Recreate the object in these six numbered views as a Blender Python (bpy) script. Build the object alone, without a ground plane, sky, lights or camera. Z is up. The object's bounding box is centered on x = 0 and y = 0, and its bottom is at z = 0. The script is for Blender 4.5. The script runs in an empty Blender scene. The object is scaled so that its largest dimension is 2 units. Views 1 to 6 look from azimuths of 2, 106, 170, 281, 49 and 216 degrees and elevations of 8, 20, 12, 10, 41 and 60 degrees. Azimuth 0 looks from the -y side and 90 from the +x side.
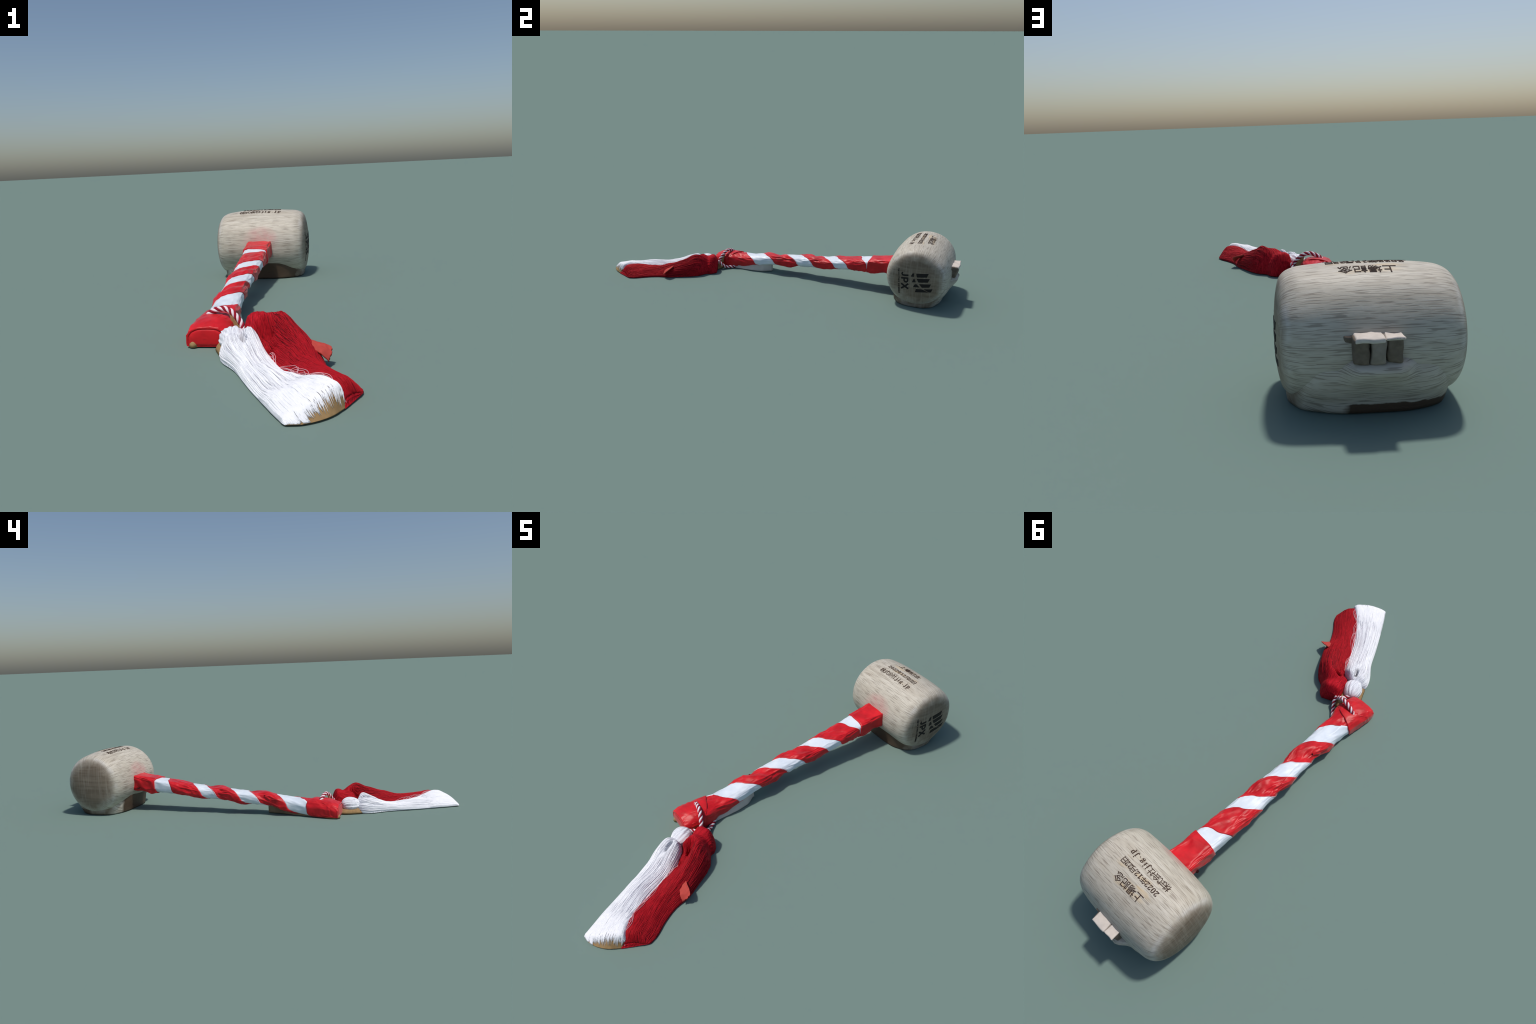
import bpy, math, random
from mathutils import Vector, Matrix, noise

random.seed(7)
scene = bpy.context.scene
COL = scene.collection

# ------------------------------------------------------------------ helpers
def lerp(a, b, t): return a + (b - a) * t
def clamp(x, a=0.0, b=1.0): return max(a, min(b, x))
def smooth(a, b, x):
    t = clamp((x - a) / (b - a)); return t * t * (3 - 2 * t)
def gauss(x, c, s): return math.exp(-((x - c) / s) ** 2)
def spow(x, p): return math.copysign(abs(x) ** p, x)

def knots(table):
    """monotone-x list of (x, y) -> smooth interpolating function"""
    xs = [k[0] for k in table]; ys = [k[1] for k in table]
    n = len(xs)
    m = []
    for i in range(n):
        if i == 0: m.append((ys[1] - ys[0]) / (xs[1] - xs[0]))
        elif i == n - 1: m.append((ys[-1] - ys[-2]) / (xs[-1] - xs[-2]))
        else:
            d0 = (ys[i] - ys[i-1]) / (xs[i] - xs[i-1]); d1 = (ys[i+1] - ys[i]) / (xs[i+1] - xs[i])
            m.append(0.0 if d0 * d1 <= 0 else 2 * d0 * d1 / (d0 + d1))
    def f(x):
        if x <= xs[0]: return ys[0]
        if x >= xs[-1]: return ys[-1]
        i = 0
        while x > xs[i + 1]: i += 1
        h = xs[i+1] - xs[i]; t = (x - xs[i]) / h
        return ((2*t**3 - 3*t*t + 1) * ys[i] + (t**3 - 2*t*t + t) * h * m[i]
                + (-2*t**3 + 3*t*t) * ys[i+1] + (t**3 - t*t) * h * m[i+1])
    return f

def crv(P, t):
    """Catmull-Rom through a list of points, t in 0..1"""
    n = len(P) - 1
    s = clamp(t) * n; i = min(int(s), n - 1); f = s - i
    p0 = P[max(i-1, 0)]; p1 = P[i]; p2 = P[i+1]; p3 = P[min(i+2, n)]
    return 0.5 * ((2*p1) + (p2 - p0) * f + (2*p0 - 5*p1 + 4*p2 - p3) * f*f + (3*p1 - p0 - 3*p2 + p3) * f**3)

def make(name, verts, faces, mat, parent=None, smooth_shade=True, kind=None, mats=None, fmat=None):
    me = bpy.data.meshes.new(name)
    me.from_pydata([tuple(v) for v in verts], [], faces)
    for m in (mats or [mat]): me.materials.append(m)
    if fmat:
        me.polygons.foreach_set('material_index', fmat)
    me.polygons.foreach_set('use_smooth', [smooth_shade] * len(me.polygons))
    me.update()
    ob = bpy.data.objects.new(name, me)
    COL.objects.link(ob)
    if parent: ob.parent = parent
    if kind: ob["kind"] = kind
    return ob

def grid_faces(nu, nv, close_u=False, close_v=False, flip=False, base=0):
    F = []
    for i in range(nu if close_u else nu - 1):
        for j in range(nv if close_v else nv - 1):
            a = base + i * nv + j; b = base + ((i + 1) % nu) * nv + j
            c = base + ((i + 1) % nu) * nv + (j + 1) % nv; d = base + i * nv + (j + 1) % nv
            F.append((a, d, c, b) if flip else (a, b, c, d))
    return F

def fix_normals(ob):
    import bmesh
    bm = bmesh.new(); bm.from_mesh(ob.data)
    bmesh.ops.recalc_face_normals(bm, faces=bm.faces)
    bm.to_mesh(ob.data); bm.free()

def tube(V, F, pts, rad, sides=6, closed_ends=True, phase=0.0):
    """append a tube along pts (Vectors); rad is a number or f(t)"""
    base = len(V); n = len(pts)
    N = None
    for i, p in enumerate(pts):
        T = (pts[min(i+1, n-1)] - pts[max(i-1, 0)])
        T = T.normalized() if T.length > 1e-9 else Vector((0, 1, 0))
        if N is None:
            N = T.cross(Vector((0, 0, 1)))
            if N.length < 1e-4: N = T.cross(Vector((1, 0, 0)))
        N = (N - T * N.dot(T)).normalized()
        Bn = T.cross(N)
        r = rad(i / (n - 1)) if callable(rad) else rad
        for k in range(sides):
            a = 2 * math.pi * k / sides + phase
            V.append(p + N * (r * math.cos(a)) + Bn * (r * math.sin(a)))
    F += grid_faces(n, sides, close_v=True, base=base)
    if closed_ends:
        F.append(tuple(base + k for k in range(sides)))
        F.append(tuple(base + (n - 1) * sides + k for k in reversed(range(sides))))

# ---------------------------------------------------------------- materials
class NT:
    def __init__(self, name, rough=0.6):
        self.m = bpy.data.materials.new(name); self.m.use_nodes = True
        self.t = self.m.node_tree; self.n = self.t.nodes
        self.b = self.n['Principled BSDF']; self.b.inputs['Roughness'].default_value = rough
        self.b.inputs['Specular IOR Level'].default_value = 0.3
        self.co = self.n.new('ShaderNodeTexCoord').outputs['Object']
    def link(self, a, b): self.t.links.new(a, b)
    def mapping(self, scale=(1, 1, 1), rot=(0, 0, 0), loc=(0, 0, 0), src=None):
        k = self.n.new('ShaderNodeMapping')
        k.inputs['Scale'].default_value = scale; k.inputs['Rotation'].default_value = rot
        k.inputs['Location'].default_value = loc
        self.link(src or self.co, k.inputs['Vector']); return k.outputs[0]
    def noise(self, scale, detail=3, rough=0.5, vec=None, dist=0.0):
        k = self.n.new('ShaderNodeTexNoise')
        k.inputs['Scale'].default_value = scale; k.inputs['Detail'].default_value = detail
        k.inputs['Roughness'].default_value = rough; k.inputs['Distortion'].default_value = dist
        self.link(vec or self.co, k.inputs['Vector']); return k.outputs['Fac']
    def ramp(self, fac, stops):
        k = self.n.new('ShaderNodeValToRGB'); e = k.color_ramp.elements
        while len(e) < len(stops): e.new(0.5)
        for i, (p, c) in enumerate(stops):
            e[i].position = p
            e[i].color = (c, c, c, 1) if isinstance(c, (int, float)) else (*c, 1)
        self.link(fac, k.inputs[0]); return k.outputs[0]
    def mix(self, fac, a, b, mode='MIX'):
        k = self.n.new('ShaderNodeMix'); k.data_type = 'RGBA'; k.blend_type = mode
        for i, s in ((0, fac), (6, a), (7, b)):
            if isinstance(s, (int, float)): k.inputs[i].default_value = s
            elif isinstance(s, tuple): k.inputs[i].default_value = (*s, 1)
            else: self.link(s, k.inputs[i])
        return k.outputs[2]
    def math(self, op, a, b=None, c=None):
        k = self.n.new('ShaderNodeMath'); k.operation = op
        for i, s in enumerate((a, b, c)):
            if s is None: continue
            if isinstance(s, (int, float)): k.inputs[i].default_value = s
            else: self.link(s, k.inputs[i])
        return k.outputs[0]
    def sep(self, src=None):
        k = self.n.new('ShaderNodeSeparateXYZ'); self.link(src or self.co, k.inputs[0]); return k.outputs
    def bump(self, h, strength=0.3, dist=0.002):
        k = self.n.new('ShaderNodeBump'); k.inputs['Strength'].default_value = strength
        k.inputs['Distance'].default_value = dist
        self.link(h, k.inputs['Height']); self.link(k.outputs[0], self.b.inputs['Normal'])
    def color(self, c):
        if isinstance(c, tuple): self.b.inputs['Base Color'].default_value = (*c, 1)
        else: self.link(c, self.b.inputs['Base Color'])

def rgb(r, g, b):
    f = lambda v: ((v / 255 + 0.055) / 1.055) ** 2.4 if v > 10 else v / 255 / 12.92
    return (f(r), f(g), f(b))

def wood_material(foot=False):
    w = NT('beech_wood_foot' if foot else 'beech_wood', 0.5)
    X, Y, Z = w.sep()
    # broad grain along the head's axis
    g1 = w.noise(1.0, 4, 0.6, w.mapping((6, 70, 70)))
    base = w.ramp(g1, [(0.25, WOOD_D), (0.5, WOOD_M), (0.75, WOOD_L)])
    blot = w.noise(9, 3, 0.6)
    base = w.mix(w.ramp(blot, [(0.35, 0.0), (0.7, 0.22)]), base, WOOD_W)
    # short dark pores
    # pores run along the log: unroll the barrel into (length, girth)
    ang = w.math('ARCTAN2', Y, w.math('SUBTRACT', Z, 0.1575))
    cmb = w.n.new('ShaderNodeCombineXYZ'); w.link(X, cmb.inputs[0]); w.link(w.math('MULTIPLY', ang, 0.155), cmb.inputs[1])
    unrolled = cmb.outputs[0]
    p = w.noise(1.0, 0, 0.4, w.mapping((19, 390, 0), src=unrolled))
    pore = w.ramp(p, [(0.585, 0.0), (0.645, 1.0)])
    p2 = w.noise(1.0, 1, 0.4, w.mapping((30, 430, 0), loc=(3, 1, 0), src=unrolled))
    pore2 = w.ramp(p2, [(0.62, 0.0), (0.70, 0.5)])
    pores = w.math('MAXIMUM', pore, pore2)
    side = w.mix(w.math('MULTIPLY', pores, 0.54), base, PORE)
    # end grain: rays crossed by growth bands
    r1 = w.noise(1.0, 2, 0.5, w.mapping((3, 120, 9), rot=(0.35, 0, 0)))
    r2 = w.noise(1.0, 2, 0.5, w.mapping((3, 8, 95), rot=(0.1, 0, 0)))
    end = w.mix(w.ramp(r2, [(0.35, 0.0), (0.65, 1.0)]), END_D, END_M)
    end = w.mix(w.ramp(r1, [(0.50, 0.0), (0.66, 0.5)]), end, END_L)
    end = w.mix(w.ramp(w.noise(11, 3, 0.6), [(0.35, 0.0), (0.7, 0.6)]), end, END_D)
    ax = w.math('ABSOLUTE', X)
    wob = w.math('MULTIPLY_ADD', w.noise(26, 3), 0.024, -0.012)
    em = w.ramp(w.math('MULTIPLY_ADD', w.math('SUBTRACT', w.math('ADD', ax, wob), 0.168 if foot else 0.201), 26, 0.5), [(0.2, 0.0), (0.8, 1.0)])
    c = w.mix(em, side, end)
    # patchy pale rim
    rim = w.ramp(w.math('MULTIPLY', w.math('ABSOLUTE', w.math('SUBTRACT', ax, 0.192)), 60), [(0.0, 1.0), (0.75, 0.0)])
    rim = w.math('MULTIPLY', rim, w.ramp(w.noise(22, 3), [(0.42, 0.0), (0.66, 0.38)]))
    c = w.mix(rim, c, RIM)
    # faint pink tint round the handle
    def sq(v, o, s): return w.math('POWER', w.math('ABSOLUTE', w.math('MULTIPLY', w.math('SUBTRACT', v, o), s)), 2.0)
    d = w.math('ADD', w.math('ADD', sq(X, 0.01, 11.0), sq(Y, -0.155, 11.0)), sq(Z, 0.19, 15.0))
    st = w.math('MULTIPLY', w.ramp(d, [(0.2, 0.42), (1.0, 0.0)]), w.ramp(w.noise(28, 3), [(0.3, 0.25), (0.65, 1.0)]))
    c = w.mix(st, c, PINK_TINT)
    # honey-coloured scorch next to the burnt lettering
    sc = w.noise(1.0, 3, 0.6, w.mapping((9, 45, 9), loc=(0, 2.2, 0)))
    d2 = w.math('ADD', sq(X, 0.0, 9.0), sq(Y, 0.005, 13.0))
    sc = w.math('MULTIPLY', w.ramp(sc, [(0.52, 0.0), (0.68, 0.6)]), w.ramp(d2, [(0.5, 1.0), (1.0, 0.0)]))
    sc = w.math('MULTIPLY', sc, w.ramp(Z, [(0.27, 0.0), (0.29, 1.0)]))
    c = w.mix(sc, c, SCORCH)
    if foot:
        # the dark brown underside that shows in front and low on the far side
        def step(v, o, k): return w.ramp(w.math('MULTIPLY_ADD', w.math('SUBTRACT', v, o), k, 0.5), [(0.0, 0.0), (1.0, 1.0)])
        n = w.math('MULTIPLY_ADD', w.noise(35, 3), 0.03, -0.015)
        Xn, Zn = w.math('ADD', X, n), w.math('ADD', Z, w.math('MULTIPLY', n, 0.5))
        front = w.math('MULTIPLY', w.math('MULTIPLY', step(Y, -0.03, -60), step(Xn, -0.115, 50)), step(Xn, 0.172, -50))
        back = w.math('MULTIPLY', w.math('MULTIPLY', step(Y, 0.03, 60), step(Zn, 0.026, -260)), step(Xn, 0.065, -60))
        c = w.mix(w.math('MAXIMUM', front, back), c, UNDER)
    w.color(c)
    w.bump(w.math('ADD', w.math('MULTIPLY', pores, -1.0), w.noise(90, 3)), 0.25, 0.001)
    return w.m

WOOD_L = rgb(206, 200, 188); WOOD_M = rgb(194, 187, 173); WOOD_D = rgb(178, 169, 154); WOOD_W = rgb(176, 164, 146)
PORE = rgb(112, 100, 88); END_D = rgb(114, 99, 84); END_M = rgb(138, 124, 107); END_L = rgb(160, 149, 134)
RIM = rgb(214, 212, 210); PINK_TINT = rgb(200, 120, 124); SCORCH = rgb(206, 180, 138)

def cloth_material(name, c0, c1, rough, sheen=0.2, weave=900, dirt=None):
    w = NT(name, rough)
    n = w.noise(18, 3, 0.6)
    c = w.mix(w.ramp(n, [(0.3, 0.0), (0.7, 1.0)]), c0, c1)
    fine = w.noise(weave, 2, 0.6)
    c = w.mix(w.ramp(fine, [(0.35, 0.25), (0.6, 0.0)]), c, tuple(v * 0.72 for v in c0))
    if dirt:
        c = w.mix(w.ramp(w.noise(7, 3), [(0.45, 0.0), (0.75, 0.5)]), c, dirt)
    w.color(c)
    w.b.inputs['Sheen Weight'].default_value = sheen
    w.b.inputs['Sheen Roughness'].default_value = 0.4
    w.bump(fine, 0.25, 0.0008)
    return w.m

def fibre_material(name, c0, c1, c2, scale):
    w = NT(name, 0.8)
    n = w.noise(1.0, 3, 0.65, w.mapping(scale, rot=(0, 0, math.radians(-18))))
    c = w.ramp(n, [(0.3, c0), (0.5, c1), (0.72, c2)])
    w.color(c); w.bump(n, 0.6, 0.003)
    w.b.inputs['Specular IOR Level'].default_value = 0.15
    return w.m

def plain(name, c, rough=0.7, var=0.12, scale=40):
    w = NT(name, rough)
    n = w.noise(scale, 3, 0.6)
    w.color(w.mix(n, tuple(v * (1 - var * 2) for v in c), tuple(min(1, v * (1 + var)) for v in c)))
    w.b.inputs['Specular IOR Level'].default_value = 0.2
    w.bump(n, 0.2, 0.001)
    return w.m

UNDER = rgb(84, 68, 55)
M_wood = wood_material()
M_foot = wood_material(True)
M_ink = plain('burnt_lettering', rgb(74, 58, 50), 0.8, 0.25, 250)
M_black = plain('black_print', rgb(38, 34, 33), 0.7, 0.15, 200)
M_red = cloth_material('red_satin', rgb(180, 14, 24), rgb(224, 30, 40), 0.38)  # deep-to-bright red range paints fold shading into the cloth colour
M_white = cloth_material('white_satin', rgb(214, 224, 236), rgb(232, 238, 244), 0.36)
M_redfib = fibre_material('red_yarn', rgb(118, 8, 20), rgb(170, 14, 30), rgb(200, 32, 46), (300, 16, 60))
M_whifib = fibre_material('white_yarn', rgb(178, 178, 188), rgb(228, 230, 237), rgb(244, 245, 249), (300, 16, 60))  # greyer low stop darkens streaks for shade between strands
M_redthr = plain('red_thread', rgb(172, 15, 30), 0.75, 0.18, 60)
M_whithr = plain('white_thread', rgb(240, 241, 246), 0.75, 0.05, 60)
M_shadethr = plain('grey_thread', rgb(196, 194, 204), 0.8, 0.1, 60)  # white yarn greyed to draw the shadows among the strands
M_dredthr = plain('dark_red_thread', rgb(110, 8, 20), 0.8, 0.15, 60)
M_pinkthr = plain('pink_thread', rgb(232, 170, 178), 0.75, 0.1, 60)
M_cordw = plain('cord_white', rgb(236, 224, 230), 0.75, 0.08, 300)
M_cordr = plain('cord_red', rgb(150, 20, 44), 0.75, 0.15, 300)
M_tan = plain('tan_lining', rgb(168, 136, 94), 0.8, 0.28, 35)
M_dirt = plain('dirty_cloth', rgb(146, 124, 100), 0.8, 0.25, 30)
M_peach = plain('peach_flap', rgb(184, 70, 62), 0.75, 0.12, 40)
M_pad = plain('grey_white_cloth', rgb(206, 198, 190), 0.7, 0.12, 22)
M_tenon = plain('tenon_end_grain', rgb(212, 202, 192), 0.7, 0.12, 60)
M_tenond = plain('tenon_dark', rgb(120, 108, 96), 0.8, 0.25, 70)
M_hole = plain('dark_hole', rgb(40, 10, 12), 0.9, 0.1, 60)

# ------------------------------------------------------------------- mallet
mallet = bpy.data.objects.new('ceremonial_mallet', None)
COL.objects.link(mallet)
mallet["label"] = "wooden barrel mallet with red and white ribbon-wrapped handle and tassels"
mallet["category"] = "mallet"
TILT = math.radians(-8.4)
LOCAL = Matrix.Translation((0, 0.80, 0)) @ Matrix.Rotation(TILT, 4, 'Z')
def W(x, y, z): return LOCAL @ Vector((x, y, z))

# head: a barrel turned about the local x axis, lying on its side
ZC = 0.1575
PROFILE = [(-0.2195, 0.0), (-0.2175, 0.045), (-0.2140, 0.080), (-0.2075, 0.109), (-0.197, 0.1295), (-0.179, 0.1435),
           (-0.150, 0.1515), (-0.08, 0.1575), (0.0, 0.1600), (0.08, 0.1590), (0.150, 0.1550), (0.178, 0.149),
           (0.196, 0.1385), (0.2065, 0.122), (0.2135, 0.088), (0.2175, 0.045), (0.2185, 0.0)]
PV = [Vector((a, b, 0)) for a, b in PROFILE]
radius_at = knots([(a, b) for a, b in PROFILE[4:13]])
def head_point(t, th):
    p = crv(PV, t); r = max(p.y, 0.0)
    v = Vector((p.x, r * math.sin(th), r * math.cos(th)))
    n = noise.noise(Vector((v.x * 9, v.y * 14, v.z * 14 + 3))) * 0.0022 * min(1, r / 0.1)
    k = 1 + n / max(r, 0.02)
    z = ZC + v.z * k
    return Vector((v.x + n * 0.4, v.y * k * 1.015, max(z, 0.003)))
def head_surface(x, y):
    r = radius_at(x); z = math.sqrt(max(r * r - y * y, 1e-6))
    n = noise.noise(Vector((x * 9, y * 14, z * 14 + 3))) * 0.0022
    k = 1 + n / r
    return Vector((x, y * k, ZC + z * k)), Vector((0, y / r, z / r))
nt, nth = 120, 128
V = []; F = []
for i in range(nt):
    t = 0.5 - 0.5 * math.cos(math.pi * (i + 0.0) / (nt - 1)) if False else i / (nt - 1)
    t = clamp(t, 0.0015, 0.9985)
    for j in range(nth): V.append(head_point(t, 2 * math.pi * j / nth))
F = grid_faces(nt, nth, close_v=True)
F.append(tuple(range(nth))); F.append(tuple((nt - 1) * nth + k for k in reversed(range(nth))))
head = make('head', V, F, M_wood, mallet)
fix_normals(head); head.matrix_basis = LOCAL

# the wide foot below the barrel where it meets the ground
foot_side = knots([(0, .123), (.23, .135), (.5, .155), (.75, .160), (1, .148)])
foot_mid = knots([(0, .122), (.23, .134), (.5, .157), (.74, .181), (.88, .192), (1, .165)])
def foot_point(h, th):
    c, sn = math.cos(th), math.sin(th)
    fx, fy = spow(c, 2 / 3.2), spow(sn, 2 / 2.6)
    wob = 1 + 0.018 * noise.noise(Vector((c * 3, sn * 3, 5 + h * 2)))
    up = smooth(0, .3, sn)                       # the far flank is filled right up to the tenon
    ex = lerp(2.8, 4.5, min(1, h * 1.6)); fx = lerp(fx, spow(c, 2 / ex), up); fy = lerp(fy, spow(sn, 2 / ex), up)
    ax_ = (0.194 if c > 0 else 0.184) * (1 + .03 * math.sin(math.pi * min(h * 1.3, 1)))
    ay_ = lerp(.127, .141, h)
    mid = smooth(.095, .045, abs(fx * ax_))      # most of all below the tenon itself
    far = lerp(foot_side(h), foot_mid(h), mid)
    ay_ = lerp(ay_, far, up)
    ax_ = lerp(ax_, lerp(ax_, .176, h), up)
    return Vector((fx * ax_ * wob, fy * ay_ * wob, lerp(0.0, lerp(.080, .143, up), h)))
V = []; NH = 16; NA = 160
for i in range(NH):
    for j in range(NA): V.append(foot_point(i / (NH - 1), 2 * math.pi * j / NA))
F = grid_faces(NH, NA, close_v=True)
F.append(tuple(range(NA))); F.append(tuple((NH - 1) * NA + k for k in reversed(range(NA))))
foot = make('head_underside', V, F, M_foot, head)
fix_normals(foot)

# tenon: the handle's end wedged through the far side of the head
M_tenonm = plain('tenon_grey', rgb(150, 140, 130), 0.8, 0.2, 70)
def box_part(name, x0, x1, y0, y1, z0, z1, mat, parent, bevel=0.004, seed=0, taper=0.0):
    import bmesh
    bm = bmesh.new(); bmesh.ops.create_cube(bm, size=1.0)
    for v in bm.verts:
        dn = taper if v.co.z < 0 else 0.0
        v.co = Vector((lerp(x0, x1, v.co.x + .5), lerp(y0, y1 - dn, v.co.y + .5), lerp(z0, z1, v.co.z + .5)))
    bmesh.ops.bevel(bm, geom=bm.edges[:], offset=bevel, segments=3, affect='EDGES', profile=0.6)
    bmesh.ops.subdivide_edges(bm, edges=[e for e in bm.edges if e.calc_length() > 0.012], cuts=4, use_grid_fill=True)
    for v in bm.verts:
        v.co += noise.noise_vector(v.co * 40 + Vector((seed * 5, 0, 0))) * 0.004
    me = bpy.data.meshes.new(name); bm.to_mesh(me); bm.free()
    me.materials.append(mat); me.polygons.foreach_set('use_smooth', [True] * len(me.polygons))
    ob = bpy.data.objects.new(name, me); COL.objects.link(ob); ob.parent = parent
    return ob

# ------------------------------------------------------------------- handle
z_top = knots([(-1.25, .050), (-1.235, .058), (-1.21, .068), (-1.17, .075), (-1.12, .079), (-1.04, .079), (-.93, .091), (-.80, .104), (-.69, .115),
               (-.54, .128), (-.45, .139), (-.36, .151), (-.27, .164), (-.16, .179), (-.10, .184)])
z_bot = knots([(-1.25, .0), (-1.10, .002), (-1.05, .006), (-.95, .026), (-.88, .040), (-.80, .046), (-.72, .053), (-.57, .067), (-.45, .079),
               (-.33, .091), (-.24, .101), (-.16, .107), (-.10, .108)])
x_pos = knots([(-1.25, .072), (-1.21, .077), (-1.16, .086), (-1.11, .080), (-1.05, .069), (-.97, .066), (-.88, .060), (-.75, .053), (-.6, .054), (-.5, .056),
               (-.4, .057), (-.31, .056), (-.2, .055), (-.15, .060), (-.10, .064)])
x_neg = knots([(-1.25, -.045), (-1.21, -.046), (-1.16, -.042), (-1.10, -.034), (-1.04, -.030), (-.97, -.028), (-.73, -.034), (-.6, -.039), (-.5, -.043),
               (-.42, -.045), (-.36, -.047), (-.28, -.048), (-.18, -.051), (-.10, -.053)])
sq_exp = knots([(-1.25, 2.3), (-1.0, 2.6), (-.6, 2.6), (-.4, 3.0), (-.25, 5.0), (-.10, 6.0)])
sq_low = knots([(-1.25, 7.0), (-1.12, 6.0), (-1.0, 3.0), (-.6, 2.6), (-.4, 3.0), (-.25, 5.0), (-.10, 6.0)])
mid_h = knots([(-1.25, .45), (-1.1, .45), (-1.0, .5), (-.1, .5)])

def handle_point(Y, a, off=0.0):
    """a in -0.5..0.5 round the section: 0 on top, positive towards -x"""
    th = 2 * math.pi * a
    s, c = -math.sin(th), math.cos(th)
    e = 2 / (sq_exp(Y) if c > 0 else sq_low(Y))
    xp, xn, zt, zb = x_pos(Y), x_neg(Y), z_top(Y), z_bot(Y)
    cx, hx = (xp + xn) / 2, (xp - xn) / 2
    cz = lerp(zb, zt, mid_h(Y)); hz = (zt - cz) if c > 0 else (cz - zb)
    return Vector((cx + (hx + off) * spow(s, e), Y, max(cz + (hz + off) * spow(c, e), 0.0015)))

HI = {-1: -.10, 0: -.285, 1: -.474, 2: -.680, 3: -.920, 4: -1.20}
LO = {-1: -.11, 0: -.335, 1: -.552, 2: -.774, 3: -1.042, 4: -1.30}
SWING = [(-.5, .105), (-.375, .09), (-.125, .042), (0, 0), (.125, -.036), (.375, -.078), (.5, -.092)]
swing = knots(SWING)
def edge(tab, tau):
    """y of a ribbon edge at helix parameter tau (whole turns on top of the handle)"""
    k = math.floor(tau + 0.5); a = tau - k
    y = tab[k] + swing(a) * (.6 if k <= 0 else 1.0)
    # blend with the neighbouring turn so that the edge is one unbroken line
    if a > 0.3 and k + 1 in tab:
        y2 = tab[k + 1] + swing(-.5) + 0.0; ye = (tab[k] + swing(.5) + y2) / 2
        y = lerp(y, ye, smooth(.3, .5, a))
    if a < -0.3 and k - 1 in tab:
        y2 = tab[k - 1] + swing(.5); ye = (tab[k] + swing(-.5) + y2) / 2
        y = lerp(y, ye, smooth(-.3, -.5, a))
    return y

def wrinkle(Y, a, amp):
    """cloth folds that run along the winding, with a few sharp creases"""
    th = 2 * math.pi * a; w = Y + .25 * a
    p = Vector((math.cos(th) * 1.3, math.sin(th) * 1.3, w * 16))
    n = noise.noise(p) + 0.6 * noise.noise(p * 2.3 + Vector((7, 0, 0))) + .3 * noise.noise(p * 5.1)
    r = abs(noise.noise(Vector((p.x * 1.2, p.y * 1.2, w * 22 + 11))))
    r2 = abs(noise.noise(Vector((p.x * 1.9 + 4, p.y * 1.9, w * 13))))
    return 1.3 * amp * (n + 1.1 * (1 - 2.4 * min(r, .5)) + .8 * (1 - 3 * min(r2, .4)) - 0.6)

def band(name, t0, t1, low, high, off_f, mat, steps=330, nw=26, thick=0.005):
    V = []
    for i in range(steps):
        tau = lerp(t0, t1, i / (steps - 1)); a = (tau + .5) % 1.0 - .5
        y0, y1 = high(tau), low(tau)
        for j in range(nw):
            w = j / (nw - 1); y = clamp(lerp(y0, y1, w), -1.236, -.12)
            V.append(handle_point(y, a, off_f(y, a, w, tau)))
        for j in reversed(range(nw)):
            w = j / (nw - 1); y = clamp(lerp(y0, y1, w), -1.236, -.12)
            V.append(handle_point(y, a, off_f(y, a, w, tau) - thick))
    F = grid_faces(steps, 2 * nw, close_v=True)
    F.append(tuple(range(2 * nw))); F.append(tuple((steps - 1) * 2 * nw + k for k in reversed(range(2 * nw))))
    ob = make(name, V, F, mat, handle); fix_normals(ob)
    return ob

# wooden core of the handle
V = []; NY, NA = 120, 64
for i in range(NY):
    Y = lerp(-1.225, -.10, i / (NY - 1))
    for j in range(NA): V.append(handle_point(Y, j / NA - .5, -0.016))
F = grid_faces(NY, NA, close_v=True)
F.append(tuple(range(NA))); F.append(tuple((NY - 1) * NA + k for k in reversed(range(NA))))
handle = make('handle', V, F, M_pad, mallet); fix_normals(handle); handle.matrix_basis = LOCAL

def white_off(y, a, w, tau):
    return 0.0004 - 0.0016 * math.sin(math.pi * clamp(w)) + wrinkle(y, a, 0.0011)
def red_off(y, a, w, tau):
    k = clamp((y + .40) / -.25)          # the folds are deep away from the head
    v = -0.0075 * k * gauss(w, 0.24, 0.17) + 0.006 * k * gauss(w, 0.72, 0.20)
    return 0.0015 + v + wrinkle(y, a, lerp(0.0020, 0.0026, k)) * (0.35 + 0.65 * math.sin(math.pi * clamp(w)))
# white ribbon lies between the upper (HI) and lower (LO) edges of each turn
band('white_ribbon', -0.45, 3.45, lambda t: edge(LO, t) - .004, lambda t: (-.24 if t < .5 else lerp(-.24, edge(HI, t), smooth(.5, .6, t))) + .004, white_off, M_white, 420, 14)
# red ribbon fills the rest of the pitch, slightly proud of the white
band('red_ribbon', -0.5, 2.5, lambda t: edge(HI, t + 1), lambda t: edge(LO, t), red_off, M_red, 420, 30)
band('red_ribbon', 2.5, 3.5, lambda t: -1.236, lambda t: edge(LO, t),
     lambda y, a, w, tau: 0.0015 + wrinkle(y, a, 0.0022) - 0.004 * gauss(y, -1.08, .03), M_red, 150, 40)

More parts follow.
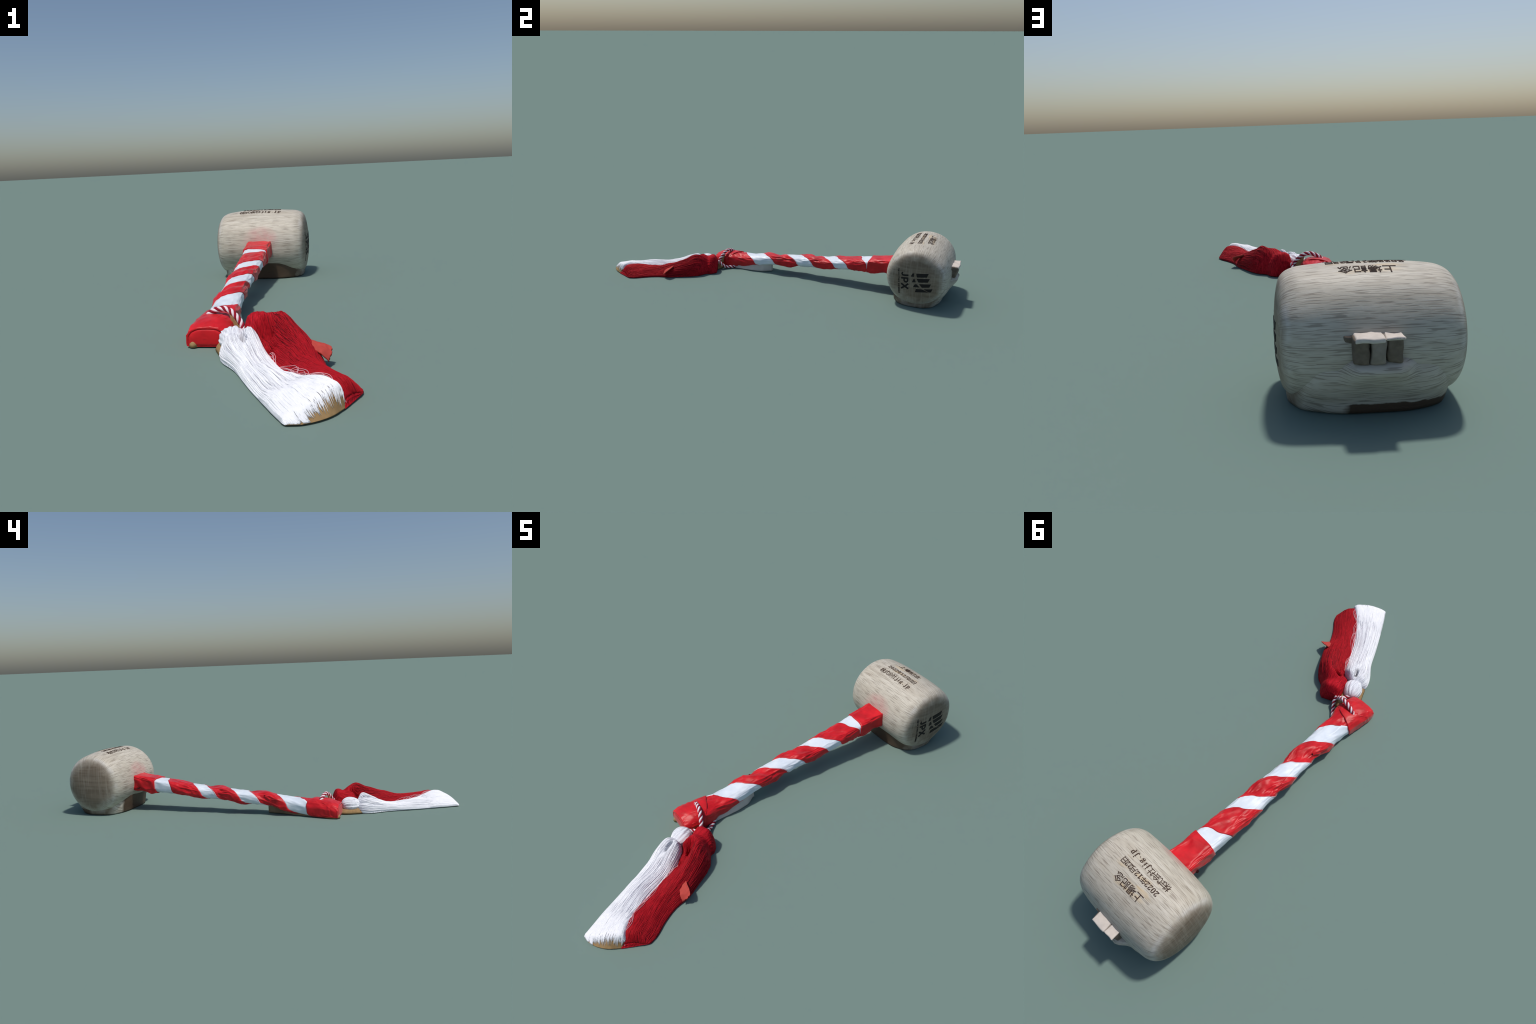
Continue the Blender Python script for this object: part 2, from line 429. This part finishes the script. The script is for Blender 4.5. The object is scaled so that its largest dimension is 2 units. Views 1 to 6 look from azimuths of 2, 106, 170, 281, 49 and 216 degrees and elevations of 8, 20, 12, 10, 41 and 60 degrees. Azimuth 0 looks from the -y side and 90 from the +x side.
def ring(name, ys0, ys1, off_f, mat, ny=30, na=120, cap=None, thick=0.006):
    V = []
    for i in range(ny):
        w = i / (ny - 1)
        for j in range(na):
            a = j / na - .5; y = lerp(ys0(a), ys1(a), w); V.append(handle_point(y, a, off_f(y, a, w)))
    F = grid_faces(ny, na, close_v=True)
    n0 = len(V)
    for i in range(ny):
        w = i / (ny - 1)
        for j in range(na):
            a = j / na - .5; y = lerp(ys0(a), ys1(a), w); V.append(handle_point(y, a, off_f(y, a, w) - thick))
    F += grid_faces(ny, na, close_v=True, flip=True, base=n0)
    for j in range(na):
        k = (j + 1) % na
        F.append((j, k, n0 + k, n0 + j))
        e = (ny - 1) * na
        F.append((e + j, n0 + e + j, n0 + e + k, e + k))
    ob = make(name, V, F, mat, handle); fix_normals(ob); return ob
# collar of red cloth against the head, its free edge crossing the first white turn
ring('red_collar', lambda a: -.110, lambda a: -.281 + .006 * math.sin(2*math.pi*a) - .010 * gauss(abs(a), .5, .2),
     lambda y, a, w: 0.004 + wrinkle(y, a, 0.0016) - .002 * gauss(w, .55, .2) + .008 * gauss(abs(a), .42, .07) * gauss(y, -.25, .03), M_red)
# red cloth gathered round the butt of the handle
def butt_off(y, a, w): return 0.0035 + wrinkle(y, a + .3, 0.0008) - 0.001 * smooth(.85, 1, w)
ring('red_butt_wrap', lambda a: -1.115 + .035 * math.sin(2*math.pi*(a+.05)) , lambda a: -1.236, butt_off, M_red, ny=34)
# end face, slightly bulged, with a rolled rim
V = []; NR, NA = 14, 120
for i in range(NR):
    r = 1 - i / NR
    for j in range(NA):
        a = j / NA - .5
        p = handle_point(-1.236, a, butt_off(-1.236, a, 1.0))
        c = Vector((.010, -1.236, .026))
        q = c + (p - c) * (r ** 0.9)
        q.y -= 0.003 * (1 - r ** 3) - 0.0025 * gauss(r, .84, .05)
        V.append(q)
V.append(Vector((.010, -1.240, .026)))
F = grid_faces(NR, NA, close_v=True)
for j in range(NA): F.append(((NR-1)*NA + j, (NR-1)*NA + (j+1) % NA, NR*NA))
end = make('red_butt_face', V, F, M_red, handle); fix_normals(end)

# cloth hanging from the underside to the ground near the butt
V = []; NY, NZ = 60, 12
def skirt(y, side, h):
    t = clamp((-.872 - y) / .33)
    gx = knots([(-1.24, .060), (-1.16, .068), (-1.09, .074), (-.99, .072), (-.93, .064), (-.88, .036)])(y) if side > 0 else \
         knots([(-1.24, -.036), (-1.13, -.028), (-1.01, -.010), (-.95, .004), (-.88, .016)])(y)
    tx = gx * .80
    return Vector((lerp(gx, tx, h) + .002 * noise.noise(Vector((y * 30, side, h))), y, lerp(0.0, z_bot(y) + .03, h)))
for i in range(NY):
    y = lerp(-.874, -1.225, i / (NY - 1))
    for k in range(NZ): V.append(skirt(y, 1, k / (NZ - 1)))
    for k in reversed(range(NZ)): V.append(skirt(y, -1, k / (NZ - 1)))
F = grid_faces(NY, 2 * NZ, close_v=True)
F.append(tuple(range(2 * NZ))); F.append(tuple((NY - 1) * 2 * NZ + k for k in reversed(range(2 * NZ))))
fm = []
ob = make('hanging_cloth', V, F, M_pad, handle); fix_normals(ob)
ob.data.materials.append(M_dirt)
for p in ob.data.polygons:
    if p.center.x < 0.02 and p.normal.x < 0: p.material_index = 1

# tan patch at the foot of the butt
V = []; n = 24
for i, (dz, k) in enumerate([(0, 1.0), (.012, .96), (.024, .80), (.03, .5)]):
    for j in range(n):
        th = 2 * math.pi * j / n
        V.append(Vector((-.028 + .020 * k * math.cos(th), -1.205 + .040 * k * math.sin(th), dz * .8)))
F = grid_faces(4, n, close_v=True); F.append(tuple(range(n))); F.append(tuple(3*n + k for k in reversed(range(n))))
ob = make('tan_foot', V, F, M_tan, handle); fix_normals(ob)

# little dark pits in the cloth
def pit(x, y, z, r):
    V = []; F = []
    for i in range(7):
        for j in range(12):
            ph = math.pi * (i + .5) / 7; th = 2 * math.pi * j / 12
            V.append(Vector((x + r * math.sin(ph) * math.cos(th), y + r * 1.2 * math.sin(ph) * math.sin(th), z + r * .5 * math.cos(ph))))
    F = grid_faces(7, 12, close_v=True); F.append(tuple(range(12))); F.append(tuple(72 + k for k in reversed(range(12))))
    ob = make('pit', V, F, M_hole, handle); fix_normals(ob); return ob
p = handle_point(-.865, .10, red_off(-.865, .10, .5, 2.1) - .0005); pit(p.x, p.y, p.z - .0012, .0034)
p = handle_point(-.185, .29, .004); pit(p.x, p.y, p.z, .006)

# tenon pieces on the far side (children of the handle)
box_part('tenon', -.050, -.016, .10, .190, .140, .198, M_tenond, handle, .008, 1, .010)
box_part('tenon', -.014, .019, .10, .193, .138, .198, M_tenonm, handle, .006, 2, .010)
box_part('tenon', .021, .055, .10, .190, .139, .198, M_tenond, handle, .006, 3, .010)
box_part('tenon_wedge', -.051, -.012, .11, .192, .193, .2005, M_tenon, handle, .004, 4)
box_part('tenon_wedge', -.011, .052, .11, .194, .192, .202, M_tenon, handle, .004, 5)
box_part('tenon_splinter', .050, .074, .10, .160, .172, .198, M_tenond, handle, .006, 6)

# ---------------------------------------------------------------- lettering
def glyph_mesh(ch, bold=0.0):
    cu = bpy.data.curves.new('glyph', 'FONT'); cu.body = ch; cu.size = 1.0
    cu.offset = bold; cu.extrude = 0.02; cu.resolution_u = 4
    ob = bpy.data.objects.new('glyph', cu); COL.objects.link(ob)
    dg = bpy.context.evaluated_depsgraph_get(); dg.update()
    me = bpy.data.meshes.new_from_object(ob.evaluated_get(dg))
    bpy.data.objects.remove(ob); bpy.data.curves.remove(cu)
    return me
def lay(ch, size_x, size_y, centre, place, mat, parent, name, bold=0.012, fit=True, base=None):
    me = glyph_mesh(ch, bold)
    if not len(me.vertices): return
    xs = [v.co.x for v in me.vertices]; ys = [v.co.y for v in me.vertices]
    mx = (min(xs) + max(xs)) / 2
    for v in me.vertices:
        x, y, z = v.co
        lx = (x - mx) * size_x + centre[0]
        ly = (y - .36) * size_y + centre[1]
        v.co = place(lx, ly, z)
    me.materials.clear(); me.materials.append(mat)
    ob = bpy.data.objects.new(name, me); COL.objects.link(ob); ob.parent = parent
    return ob
def on_top(x, y, z):
    p, n = head_surface(x, y)
    return p + n * (0.0005 + (z + .02) * 0.02)
def write_row(text, x0, x1, y, sx, sy, skew, bold, pitches=None):
    ws = pitches or [1.0] * len(text); tot = sum(ws); pos = 0
    for ch, w in zip(text, ws):
        cx = lerp(x0, x1, (pos + w / 2) / tot); pos += w
        lay(ch, sx, sy, (cx, y + skew * cx), on_top, M_ink, head, 'letter', bold)
bd = lambda s: ''.join(chr(0x1D7CE + int(c)) if c.isdigit() else c for c in s)     # bold serif digits
bl = lambda s: ''.join(chr(0x1D41A + ord(c) - 97) if c.isalpha() and c.isascii() else c for c in s)
write_row('上場記念', -.066, .070, .040, .034, .033, -.02, .006)
write_row(bd('2022') + '年' + bd('12') + '月' + bd('22') + '日', -.092, .094, -.0095, .027, .025, -.02, .003,
          [.9, .9, .9, .9, 1.3, .9, .9, 1.2, .9, .9, 1.1])
write_row('株式会社' + bl('jig') + '.' + bl('jp'), -.103, .100, -.047, .029, .028, -.0, .004,
          [1.3, 1.3, 1.3, 1.3, .85, .75, 1.0, .6, .8, 1.1])

# print on the end face
def face_x(y, z):
    r = math.hypot(y, z - ZC)
    return knots([(0, .2185), (.045, .2175), (.088, .2135), (.105, .2108), (.121, .2065)])(r)
def on_face(y, z, d): return Vector((face_x(y, z) + 0.0004 + d, y, z))
def prism(name, poly, mat, parent):
    # outline densified so that it follows the gently domed face
    P = []
    for i in range(len(poly)):
        a, b = Vector(poly[i]), Vector(poly[(i + 1) % len(poly)])
        for k in range(5): P.append(a.lerp(b, k / 5))
    n = len(P); c = sum(P, Vector((0, 0))) / n
    V = []
    for r in (1.0, .66, .33):
        for p in P: q = c + (p - c) * r; V.append(on_face(q.x, q.y, .0011))
    V.append(on_face(c.x, c.y, .0011)); top = len(V)
    for p in P: V.append(on_face(p.x, p.y, -.002))
    F = grid_faces(3, n, close_v=True)
    for k in range(n):
        F.append((2*n + k, 2*n + (k+1) % n, 3*n)); F.append((k, top + k, top + (k+1) % n, (k+1) % n))
    ob = make(name, V, F, mat, parent, smooth_shade=False); fix_normals(ob)
for poly in [
    [(.0057, .195), (.0666, .2030), (.060, .1831), (.0110, .1762)],
    [(.0105, .1685), (.0748, .1765), (.0667, .1567), (.0210, .1500)],
    [(.0255, .1415), (.0832, .1485), (.0763, .1306), (.0395, .1242)],
    [(.0490, .1165), (.0928, .1227), (.0859, .1047), (.0765, .1032)],
    [(-.0203, .1766), (-.0125, .1945), (-.0044, .1950), (-.0050, .1772)],
    [(-.0119, .1463), (-.0055, .1650), (-.0005, .1660), (.0068, .1495)],
    [(-.0039, .1206), (.0020, .1365), (.0120, .1390), (.0279, .1239)],
    [(.0072, .0937), (.0115, .1121), (.0410, .1150), (.0732, .1024)]]:
    prism('emblem_bar', poly, M_black, head)
def write_face(text, z0, z1, y0, y1, size, bold, name, ws, sy=1.0):
    tot = sum(ws); pos = 0
    for ch, w in zip(text, ws):
        f = (pos + w / 2) / tot; pos += w
        if ch == ' ': continue
        cy, cz = lerp(y0, y1, f), lerp(z0, z1, f)
        sl = (y1 - y0) / (z1 - z0)
        def place(lx, ly, z, cy=cy, cz=cz):
            return on_face(cy + ly - lx * sl, cz - lx + ly * 0.09, z * .01 + .0006)
        lay(ch, size, size * sy, (0, 0), place, M_black, head, name, bold)
bs = lambda s: ''.join(chr(0x1D5D4 + ord(c) - 65) if c.isalpha() else c for c in s)   # bold sans capitals
def letter_bar(r0, h0, r1, h1, w, cap=0.0):
    """a straight stroke of a rotated letter: r runs down the face (reading direction), h towards its far side"""
    d = Vector((r1 - r0, h1 - h0)).normalized(); q = Vector((-d.y, d.x)) * w / 2; a = Vector((r0, h0)) - d * cap; b = Vector((r1, h1)) + d * cap
    poly = []
    for p in (a + q, b + q, b - q, a - q):
        poly.append((-.0705 + p.y + .065 * p.x, .1930 - p.x + .10 * p.y))
    prism('letter_stroke', poly, M_black, head)
SW_ = .0082
for bar in [(.0165, .0365, .0165, .010, SW_), (.0165, .010, .0120, .0045, SW_), (.0130, .0045, .0045, .0038, SW_ * .95), (.0048, .0040, .0015, .0085, SW_ * .8),
            (.0320, .0, .0320, .0365, SW_), (.0320, .0330, .0470, .0330, SW_ * .9), (.0320, .0150, .0470, .0150, SW_ * .9),
            (.0470, .0330, .0520, .0290, SW_ * .85), (.0470, .0150, .0520, .0190, SW_ * .85), (.0525, .0180, .0525, .0300, SW_ * .95),
            (.0630, .0, .0900, .0365, SW_ * 1.05), (.0630, .0365, .0900, .0, SW_ * 1.05)]:
    letter_bar(*bar)
bs = lambda s: ''.join(chr(0x1D5D4 + ord(c) - 65) if c.isalpha() else c for c in s)   # bold sans capitals
write_face(bs('TOKYO STOCK EXCHANGE'), .212, .071, -.0860, -.0740, .0095, .02, 'letter', [1.0 if c != ' ' else .6 for c in 'TOKYO STOCK EXCHANGE'], 1.1)

# ------------------------------------------------------------------ tassels
def P(*t): return [Vector(p) for p in t]
def surface(stations):
    """bicubic sheet through cross-sections given from the left to the right ground edge"""
    def S(u, v): return crv([crv(row, u) for row in stations], v)
    return S
def normal(S, u, v):
    e = .004
    du = S(min(u + e, 1), v) - S(max(u - e, 0), v); dv = S(u, min(v + e, 1)) - S(u, max(v - e, 0))
    n = dv.cross(du)
    if n.length < 1e-12: return Vector((0, 0, 1))
    n.normalize()
    return n if n.z > -.2 or abs(n.z) < .6 else -n

def tassel_body(name, S, nu, nv, mat, relief, parent):
    V = []
    for j in range(nv):
        v = j / (nv - 1)
        for i in range(nu):
            u = i / (nu - 1); p = S(u, v)
            k = math.sin(math.pi * clamp(u)) ** .5
            f = noise.noise(Vector((u * 26, v * 3.0, 2))) * .6 + noise.noise(Vector((u * 70, v * 5, 8))) * .4
            p = p + normal(S, u, v) * (relief * f * k)
            p.z = max(p.z, 0.0)
            V.append(p)
        a, b = V[-nu], V[-1]
        for q in (.66, .33):                       # flat underside
            m = a.lerp(b, q); V.append(Vector((m.x, m.y, 0.0)))
    F = grid_faces(nv, nu + 2, close_v=True)
    F.append(tuple(range(nu + 2))); F.append(tuple((nv - 1) * (nu + 2) + k for k in reversed(range(nu + 2))))
    ob = make(name, V, F, mat, parent); fix_normals(ob)
    return ob

def threads(name, S, count, mat, parent, rnd, v_lo, v_hi, rad, lift, u_lo=.06, u_hi=.94, drift=.03, steps=22, over=0.0):
    V = []; F = []
    for _ in range(count):
        u0 = rnd.uniform(u_lo, u_hi); L = rnd.uniform(.25, .8)
        va = rnd.uniform(v_lo, v_hi - .12); vb = min(v_hi + rnd.uniform(-over, over), va + L)
        d = rnd.uniform(-drift, drift); ph = rnd.uniform(0, 9); lf = lift * rnd.uniform(.3, 1.2)
        pts = []
        for k in range(steps):
            t = k / (steps - 1); v = lerp(va, vb, t)
            u = clamp(u0 + d * (t - .5) * 2 + .008 * noise.noise(Vector((ph, v * 5, 0))), .02, .98)
            h = lf * (0.25 + math.sin(math.pi * t) ** .5 * .75) - rad * .4
            q = S(u, v) + normal(S, u, v) * h
            q.z = max(q.z, rad * .6); pts.append(q)
        tube(V, F, pts, lambda t: rad * (.35 + .65 * math.sin(math.pi * clamp(t, .04, .96)) ** .5), 4)
    ob = make(name, V, F, mat, parent, kind='stuff')
    return ob

def blob(name, c, ax_, mat, parent, dirn, ribs=30, amp=.02, groove=0.0):
    """ribbed knob of yarn; dirn is the yarn direction in plan"""
    V = []; NU, NV = 40, 72
    d = Vector((dirn[0], dirn[1], 0)).normalized(); s = Vector((-d.y, d.x, 0)); up = Vector((0, 0, 1))
    for i in range(NU):
        ph = math.pi * (i + .3) / (NU - .4)
        for j in range(NV):
            th = 2 * math.pi * j / NV
            r = math.sin(ph) ** .8
            k = 1 + amp * noise.noise(Vector((math.cos(th) * 4.5, math.sin(th) * 4.5, ph * .5))) + .010 * math.sin(th * ribs)
            q = Vector(c) + d * (ax_[0] * math.cos(ph)) + s * (ax_[1] * r * k * math.cos(th)) + up * (ax_[2] * r * k * math.sin(th))
            q.z = max(q.z, 0.0); V.append(q)
    F = grid_faces(NU, NV, close_v=True); F.append(tuple(range(NV))); F.append(tuple((NU-1)*NV + k for k in reversed(range(NV))))
    ob = make(name, V, F, mat, parent); fix_normals(ob); return ob

rnd = random.Random(21)
WHITE = [
    P((-.100,-.498,0), (-.098,-.500,.028), (-.086,-.504,.052), (-.066,-.507,.060), (-.044,-.507,.058), (-.028,-.506,.034), (-.022,-.505,0)),
    P((-.118,-.530,0), (-.114,-.532,.030), (-.093,-.534,.064), (-.060,-.534,.068), (-.032,-.529,.084), (-.012,-.529,.055), (-.004,-.528,0)),
    P((-.110,-.580,0), (-.103,-.582,.026), (-.083,-.583,.052), (-.048,-.581,.064), (-.016,-.578,.056), (.006,-.575,.028), (.014,-.573,0)),
    P((-.072,-.655,0), (-.066,-.656,.018), (-.050,-.655,.031), (-.024,-.651,.036), (.006,-.645,.026), (.032,-.640,.012), (.046,-.637,0)),
    P((-.042,-.750,0), (-.036,-.750,.012), (-.021,-.748,.026), (.005,-.742,.036), (.032,-.735,.031), (.060,-.728,.016), (.072,-.724,0)),
    P((-.012,-.840,0), (-.006,-.840,.010), (.010,-.837,.023), (.040,-.828,.036), (.072,-.818,.038), (.106,-.806,.030), (.120,-.800,0)),
    P((.018,-.920,0), (.024,-.920,.009), (.043,-.916,.022), (.074,-.905,.036), (.106,-.889,.047), (.140,-.868,.051), (.152,-.860,0)),
    P((.042,-.978,0), (.047,-.978,.008), (.066,-.972,.019), (.098,-.956,.033), (.132,-.932,.045), (.166,-.902,.050), (.180,-.893,0))]
WHITE_END = [WHITE[-1],
    P((.046,-.990,0), (.051,-.990,.006), (.073,-.988,.011), (.108,-.974,.021), (.142,-.950,.030), (.174,-.915,.033), (.185,-.905,0)),
    P((.051,-.9995,0), (.057,-1.0,.001), (.086,-.9995,.001), (.122,-.985,.001), (.153,-.962,.001), (.180,-.928,.001), (.187,-.918,0))]
SW0 = surface(WHITE)
def SW(u, v):
    p = SW0(u, v); e = math.sin(math.pi * clamp(u)) ** .5
    # looped, pinched top: a hole between two ears, then lazy lumps further down
    d = smooth(1.3, .3, math.hypot((p.x + .055 + (p.y + .545) * .3) / .011, (p.y + .547) / .024))
    g = gauss(p.x + .052 + (p.y + .56) * .25, 0, .010) * gauss(p.y, -.575, .035)
    lump = .007 * noise.noise(Vector((p.x * 26, p.y * 15, 3))) * e * smooth(.1, .3, v) * smooth(1, .8, v)
    return Vector((p.x, p.y, max(0, p.z - .040 * d - .012 * g + lump)))
SWE = surface(WHITE_END); SWT0 = surface(WHITE + WHITE_END[1:])
def SWT(u, v):
    f = 7 / 9
    return SW(u, v / f) if v < f else SWT0(u, v)

white_tassel = blob('white_tassel', (-.084, -.472, .0345), (.047, .041, .036), M_whifib, mallet, (.30, -.95), 34, .16)
tassel_body('white_skirt', SW, 90, 150, M_whifib, .0022, white_tassel)
tassel_body('tan_end', SWE, 60, 24, M_tan, .0012, white_tassel)
threads('white_threads', SW, 420, M_whithr, white_tassel, rnd, 0.0, 1.0, .0012, .0022)
threads('grey_threads', SW, 240, M_shadethr, white_tassel, rnd, 0.0, 1.0, .0010, .0012)
# fringe spilling over the cut end, shorter and longer tufts
V = []; F = []
for i in range(560):
    u = rnd.uniform(.04, .985); ln = rnd.uniform(.45, .80) + .22 * noise.noise(Vector((u * 16, 3, 0))) - .30 * smooth(.40, .80, u) * rnd.random() ** 2
    if u < .42: ln += .30
    va = 7 / 9 - rnd.uniform(.02, .22); vb = 7 / 9 + clamp(ln, .1, .98) * 2 / 9
    pts = []
    for k in range(14):
        t = k / 13; v = lerp(va, vb, t)
        uu = clamp(u + .02 * noise.noise(Vector((i * 1.7, t * 1.5, 0))), .01, .99)
        q = SWT(uu, v) + normal(SWT, uu, v) * (.0012 + .0016 * math.sin(math.pi * t)); q.z = max(q.z, .0006); pts.append(q)
    tube(V, F, pts, lambda t: .0015 * (1.05 - t) ** .6, 4)
make('fringe', V, F, M_whithr, white_tassel, kind='stuff')

RED = [
    P((-.050,-.392,0), (-.048,-.391,.032), (-.036,-.386,.058), (-.012,-.380,.064), (.008,-.378,.056), (.019,-.377,.030), (.022,-.376,0)),
    P((-.055,-.412,0), (-.054,-.411,.042), (-.042,-.405,.082), (-.013,-.397,.094), (.014,-.391,.084), (.032,-.388,.045), (.036,-.387,0)),
    P((-.054,-.432,0), (-.052,-.430,.044), (-.036,-.424,.086), (-.006,-.416,.099), (.025,-.410,.088), (.046,-.408,.045), (.051,-.407,0)),
    P((-.047,-.455,0), (-.046,-.453,.044), (-.030,-.446,.080), (.000,-.437,.092), (.028,-.430,.083), (.050,-.428,.042), (.056,-.427,0)),
    P((-.042,-.490,0), (-.040,-.488,.050), (-.020,-.480,.082), (.014,-.469,.106), (.046,-.462,.106), (.084,-.458,.055), (.092,-.457,0)),
    P((-.030,-.508,0), (-.028,-.506,.034), (-.008,-.500,.052), (.020,-.493,.078), (.055,-.483,.115), (.096,-.479,.060), (.105,-.477,0)),
    P((-.016,-.527,0), (-.013,-.525,.020), (.004,-.522,.036), (.032,-.518,.052), (.066,-.507,.110), (.108,-.500,.060), (.117,-.498,0)),
    P((.010,-.575,0), (.012,-.574,.014), (.028,-.572,.028), (.054,-.567,.044), (.090,-.560,.085), (.130,-.554,.050), (.139,-.552,0)),
    P((.026,-.632,0), (.032,-.632,.010), (.050,-.632,.021), (.076,-.630,.046), (.112,-.622,.064), (.150,-.618,.034), (.164,-.616,0)),
    P((.050,-.708,0), (.058,-.706,.011), (.076,-.705,.025), (.102,-.700,.041), (.128,-.690,.043), (.156,-.683,.020), (.172,-.680,0)),
    P((.074,-.778,0), (.082,-.776,.019), (.102,-.775,.035), (.132,-.765,.043), (.158,-.755,.036), (.183,-.748,.014), (.196,-.745,0)),
    P((.124,-.850,0), (.128,-.850,.040), (.145,-.845,.050), (.170,-.832,.047), (.192,-.815,.036), (.213,-.800,.015), (.224,-.795,0)),
    P((.158,-.893,0), (.162,-.890,.038), (.172,-.884,.045), (.190,-.868,.046), (.208,-.850,.031), (.226,-.832,.011), (.233,-.825,0)),
    P((.182,-.926,0), (.184,-.922,.004), (.191,-.903,.008), (.206,-.882,.008), (.221,-.866,.007), (.231,-.848,.004), (.235,-.838,0))]
SR0 = surface(RED)
def SR(u, v):
    p = SR0(u, v)
    # the hollow under the folded-over yarn, open towards the white tassel
    d = smooth(1.25, .40, math.hypot((p.x - .006 + (p.y + .486) * .5) / .020, (p.y + .490) / .026))
    d2 = gauss(math.hypot((p.x - .020) / .014, (p.y + .555) / .022), 0, 1.0)
    e = math.sin(math.pi * clamp(u)) ** .5 * smooth(.05, .2, v)
    lump = .006 * noise.noise(Vector((p.x * 22 + 5, p.y * 18, 9))) * e
    return Vector((p.x + .012 * d, p.y, max(0, p.z - .056 * d - .020 * d2 + lump)))
red_tassel = tassel_body('red_tassel', SR, 100, 240, M_redfib, .0026, mallet)
threads('red_threads', SR, 480, M_redthr, red_tassel, rnd, .27, .985, .0012, .0022, drift=.06)
threads('dark_red_threads', SR, 400, M_dredthr, red_tassel, rnd, .27, .985, .0010, .0012, drift=.06)

# loose pale threads curling over the border onto the red tassel
V = []; F = []
for i in range(22):
    t0 = rnd.choice((.50, .56, .66, .72, .80)) + rnd.uniform(-.015, .015); ln = rnd.uniform(.06, .13); bow = rnd.uniform(.05, .20)
    pts = []
    for k in range(20):
        t = k / 19; v = lerp(t0, t0 + ln, t); u = .16 + bow * math.sin(math.pi * t) ** .8
        q = SR(u, min(v, .97)); q = q + normal(SR, u, min(v, .97)) * (.0026 + .002 * math.sin(math.pi * t))
        pts.append(q)
    tube(V, F, pts, .0008, 4)
make('loose_threads', V, F, M_pinkthr, white_tassel, kind='stuff')

# torn peach-coloured flap, a ledge standing out of the red tassel's flank
FLAP = [P((.134, -.600, .062), (.150, -.606, .057), (.168, -.611, .053), (.185, -.620, .047)),
        P((.134, -.612, .056), (.150, -.620, .052), (.166, -.625, .048), (.184, -.632, .036)),
        P((.132, -.634, .047), (.146, -.640, .042), (.158, -.648, .036), (.174, -.650, .018))]
SF = surface(FLAP); V = []; NU, NV = 22, 16
for dz in (0, -.005):
    for i in range(NU):
        for j in range(NV):
            u, v = i / (NU - 1), j / (NV - 1); q = SF(u, v)
            q += Vector((.007 * noise.noise(Vector((v * 14, 2, 1))) * u ** 2, 0, dz + .002 * noise.noise(Vector((u * 5, v * 5, 1)))))
            V.append(q)
F = grid_faces(NU, NV) + grid_faces(NU, NV, flip=True, base=NU * NV)
n0 = NU * NV
for i in range(NU - 1):
    for j in (0, NV - 1):
        a, b = i * NV + j, (i + 1) * NV + j; F.append((a, b, n0 + b, n0 + a))
for j in range(NV - 1):
    for i in (0, NU - 1):
        a, b = i * NV + j, i * NV + j + 1; F.append((a, b, n0 + b, n0 + a))
ob = make('torn_flap', V, F, M_peach, red_tassel); fix_normals(ob)

# tan stuff on the ground under the knots and the cord
def mound(name, rings, mat, parent):
    V = []; n = 40
    for k, z in rings:
        for j in range(n):
            th = 2 * math.pi * j / n
            q = Vector((-.070 + .066 * math.cos(th), -.470 + .105 * math.sin(th), 0))
            c = Vector((-.070, -.47, 0)); q = c + (q - c) * k * (1 + .06 * noise.noise(Vector((math.cos(th) * 2, math.sin(th) * 2, k))))
            V.append(Vector((q.x + (q.y + .47) * -.12, q.y, z)))
    F = grid_faces(len(rings), n, close_v=True); F.append(tuple(range(n))); F.append(tuple((len(rings)-1)*n + k for k in reversed(range(n))))
    ob = make(name, V, F, mat, parent); fix_normals(ob); return ob
mound('tan_mound', [(1.0, 0), (.96, .008), (.85, .018), (.6, .026), (.3, .028)], M_tan, white_tassel)

# --------------------------------------------------------------------- cord
cord = bpy.data.objects.new('cord', None); COL.objects.link(cord); cord.parent = mallet
def rope(path, n=140, r=.0047, off=.0044, pitch=.044):
    pts = [crv(path, i / (n - 1)) for i in range(n)]
    strands = [[] for _ in range(4)]; N = None; s = 0
    for i, p in enumerate(pts):
        T = (pts[min(i+1, n-1)] - pts[max(i-1, 0)]).normalized()
        if N is None: N = T.cross(Vector((.3, .2, 1))).normalized()
        N = (N - T * N.dot(T)).normalized(); Bn = T.cross(N)
        if i: s += (p - pts[i-1]).length
        for k in range(4):
            a = 2 * math.pi * (s / pitch + k / 4); strands[k].append(p + N * (off * math.cos(a)) + Bn * (off * math.sin(a)))
    for k in range(4):
        V = []; F = []; tube(V, F, strands[k], r, 8)
        ob = make('cord_strand', V, F, M_cordw if k % 2 else M_cordr, cord); fix_normals(ob)
rope(P((-.168,-.330,.070), (-.158,-.336,.084), (-.124,-.349,.0975), (-.098,-.360,.093), (-.076,-.373,.075), (-.062,-.384,.055), (-.058,-.396,.036)))
rope(P((-.058,-.392,.036), (-.070,-.408,.035), (-.086,-.422,.035), (-.094,-.440,.036), (-.094,-.455,.036)), 70, .0046, .0042)
rope(P((-.050,-.388,.050), (-.048,-.370,.030), (-.060,-.346,.012), (-.072,-.325,.009), (-.088,-.298,.008)), 70, .0046, .0042)

# tan cloth seen through the loop of the cord
V = []; q = P((-.100,-.366,.088), (-.070,-.376,.070), (-.062,-.385,.030), (-.088,-.372,.030))
for dy in (0, .006):
    for p in q: V.append(p + Vector((0, dy, 0)))
F = [(0, 1, 2, 3), (7, 6, 5, 4)] + [(i, (i+1) % 4, 4 + (i+1) % 4, 4 + i) for i in range(4)]
ob = make('tan_gusset', V, F, M_tan, cord, smooth_shade=False); fix_normals(ob)
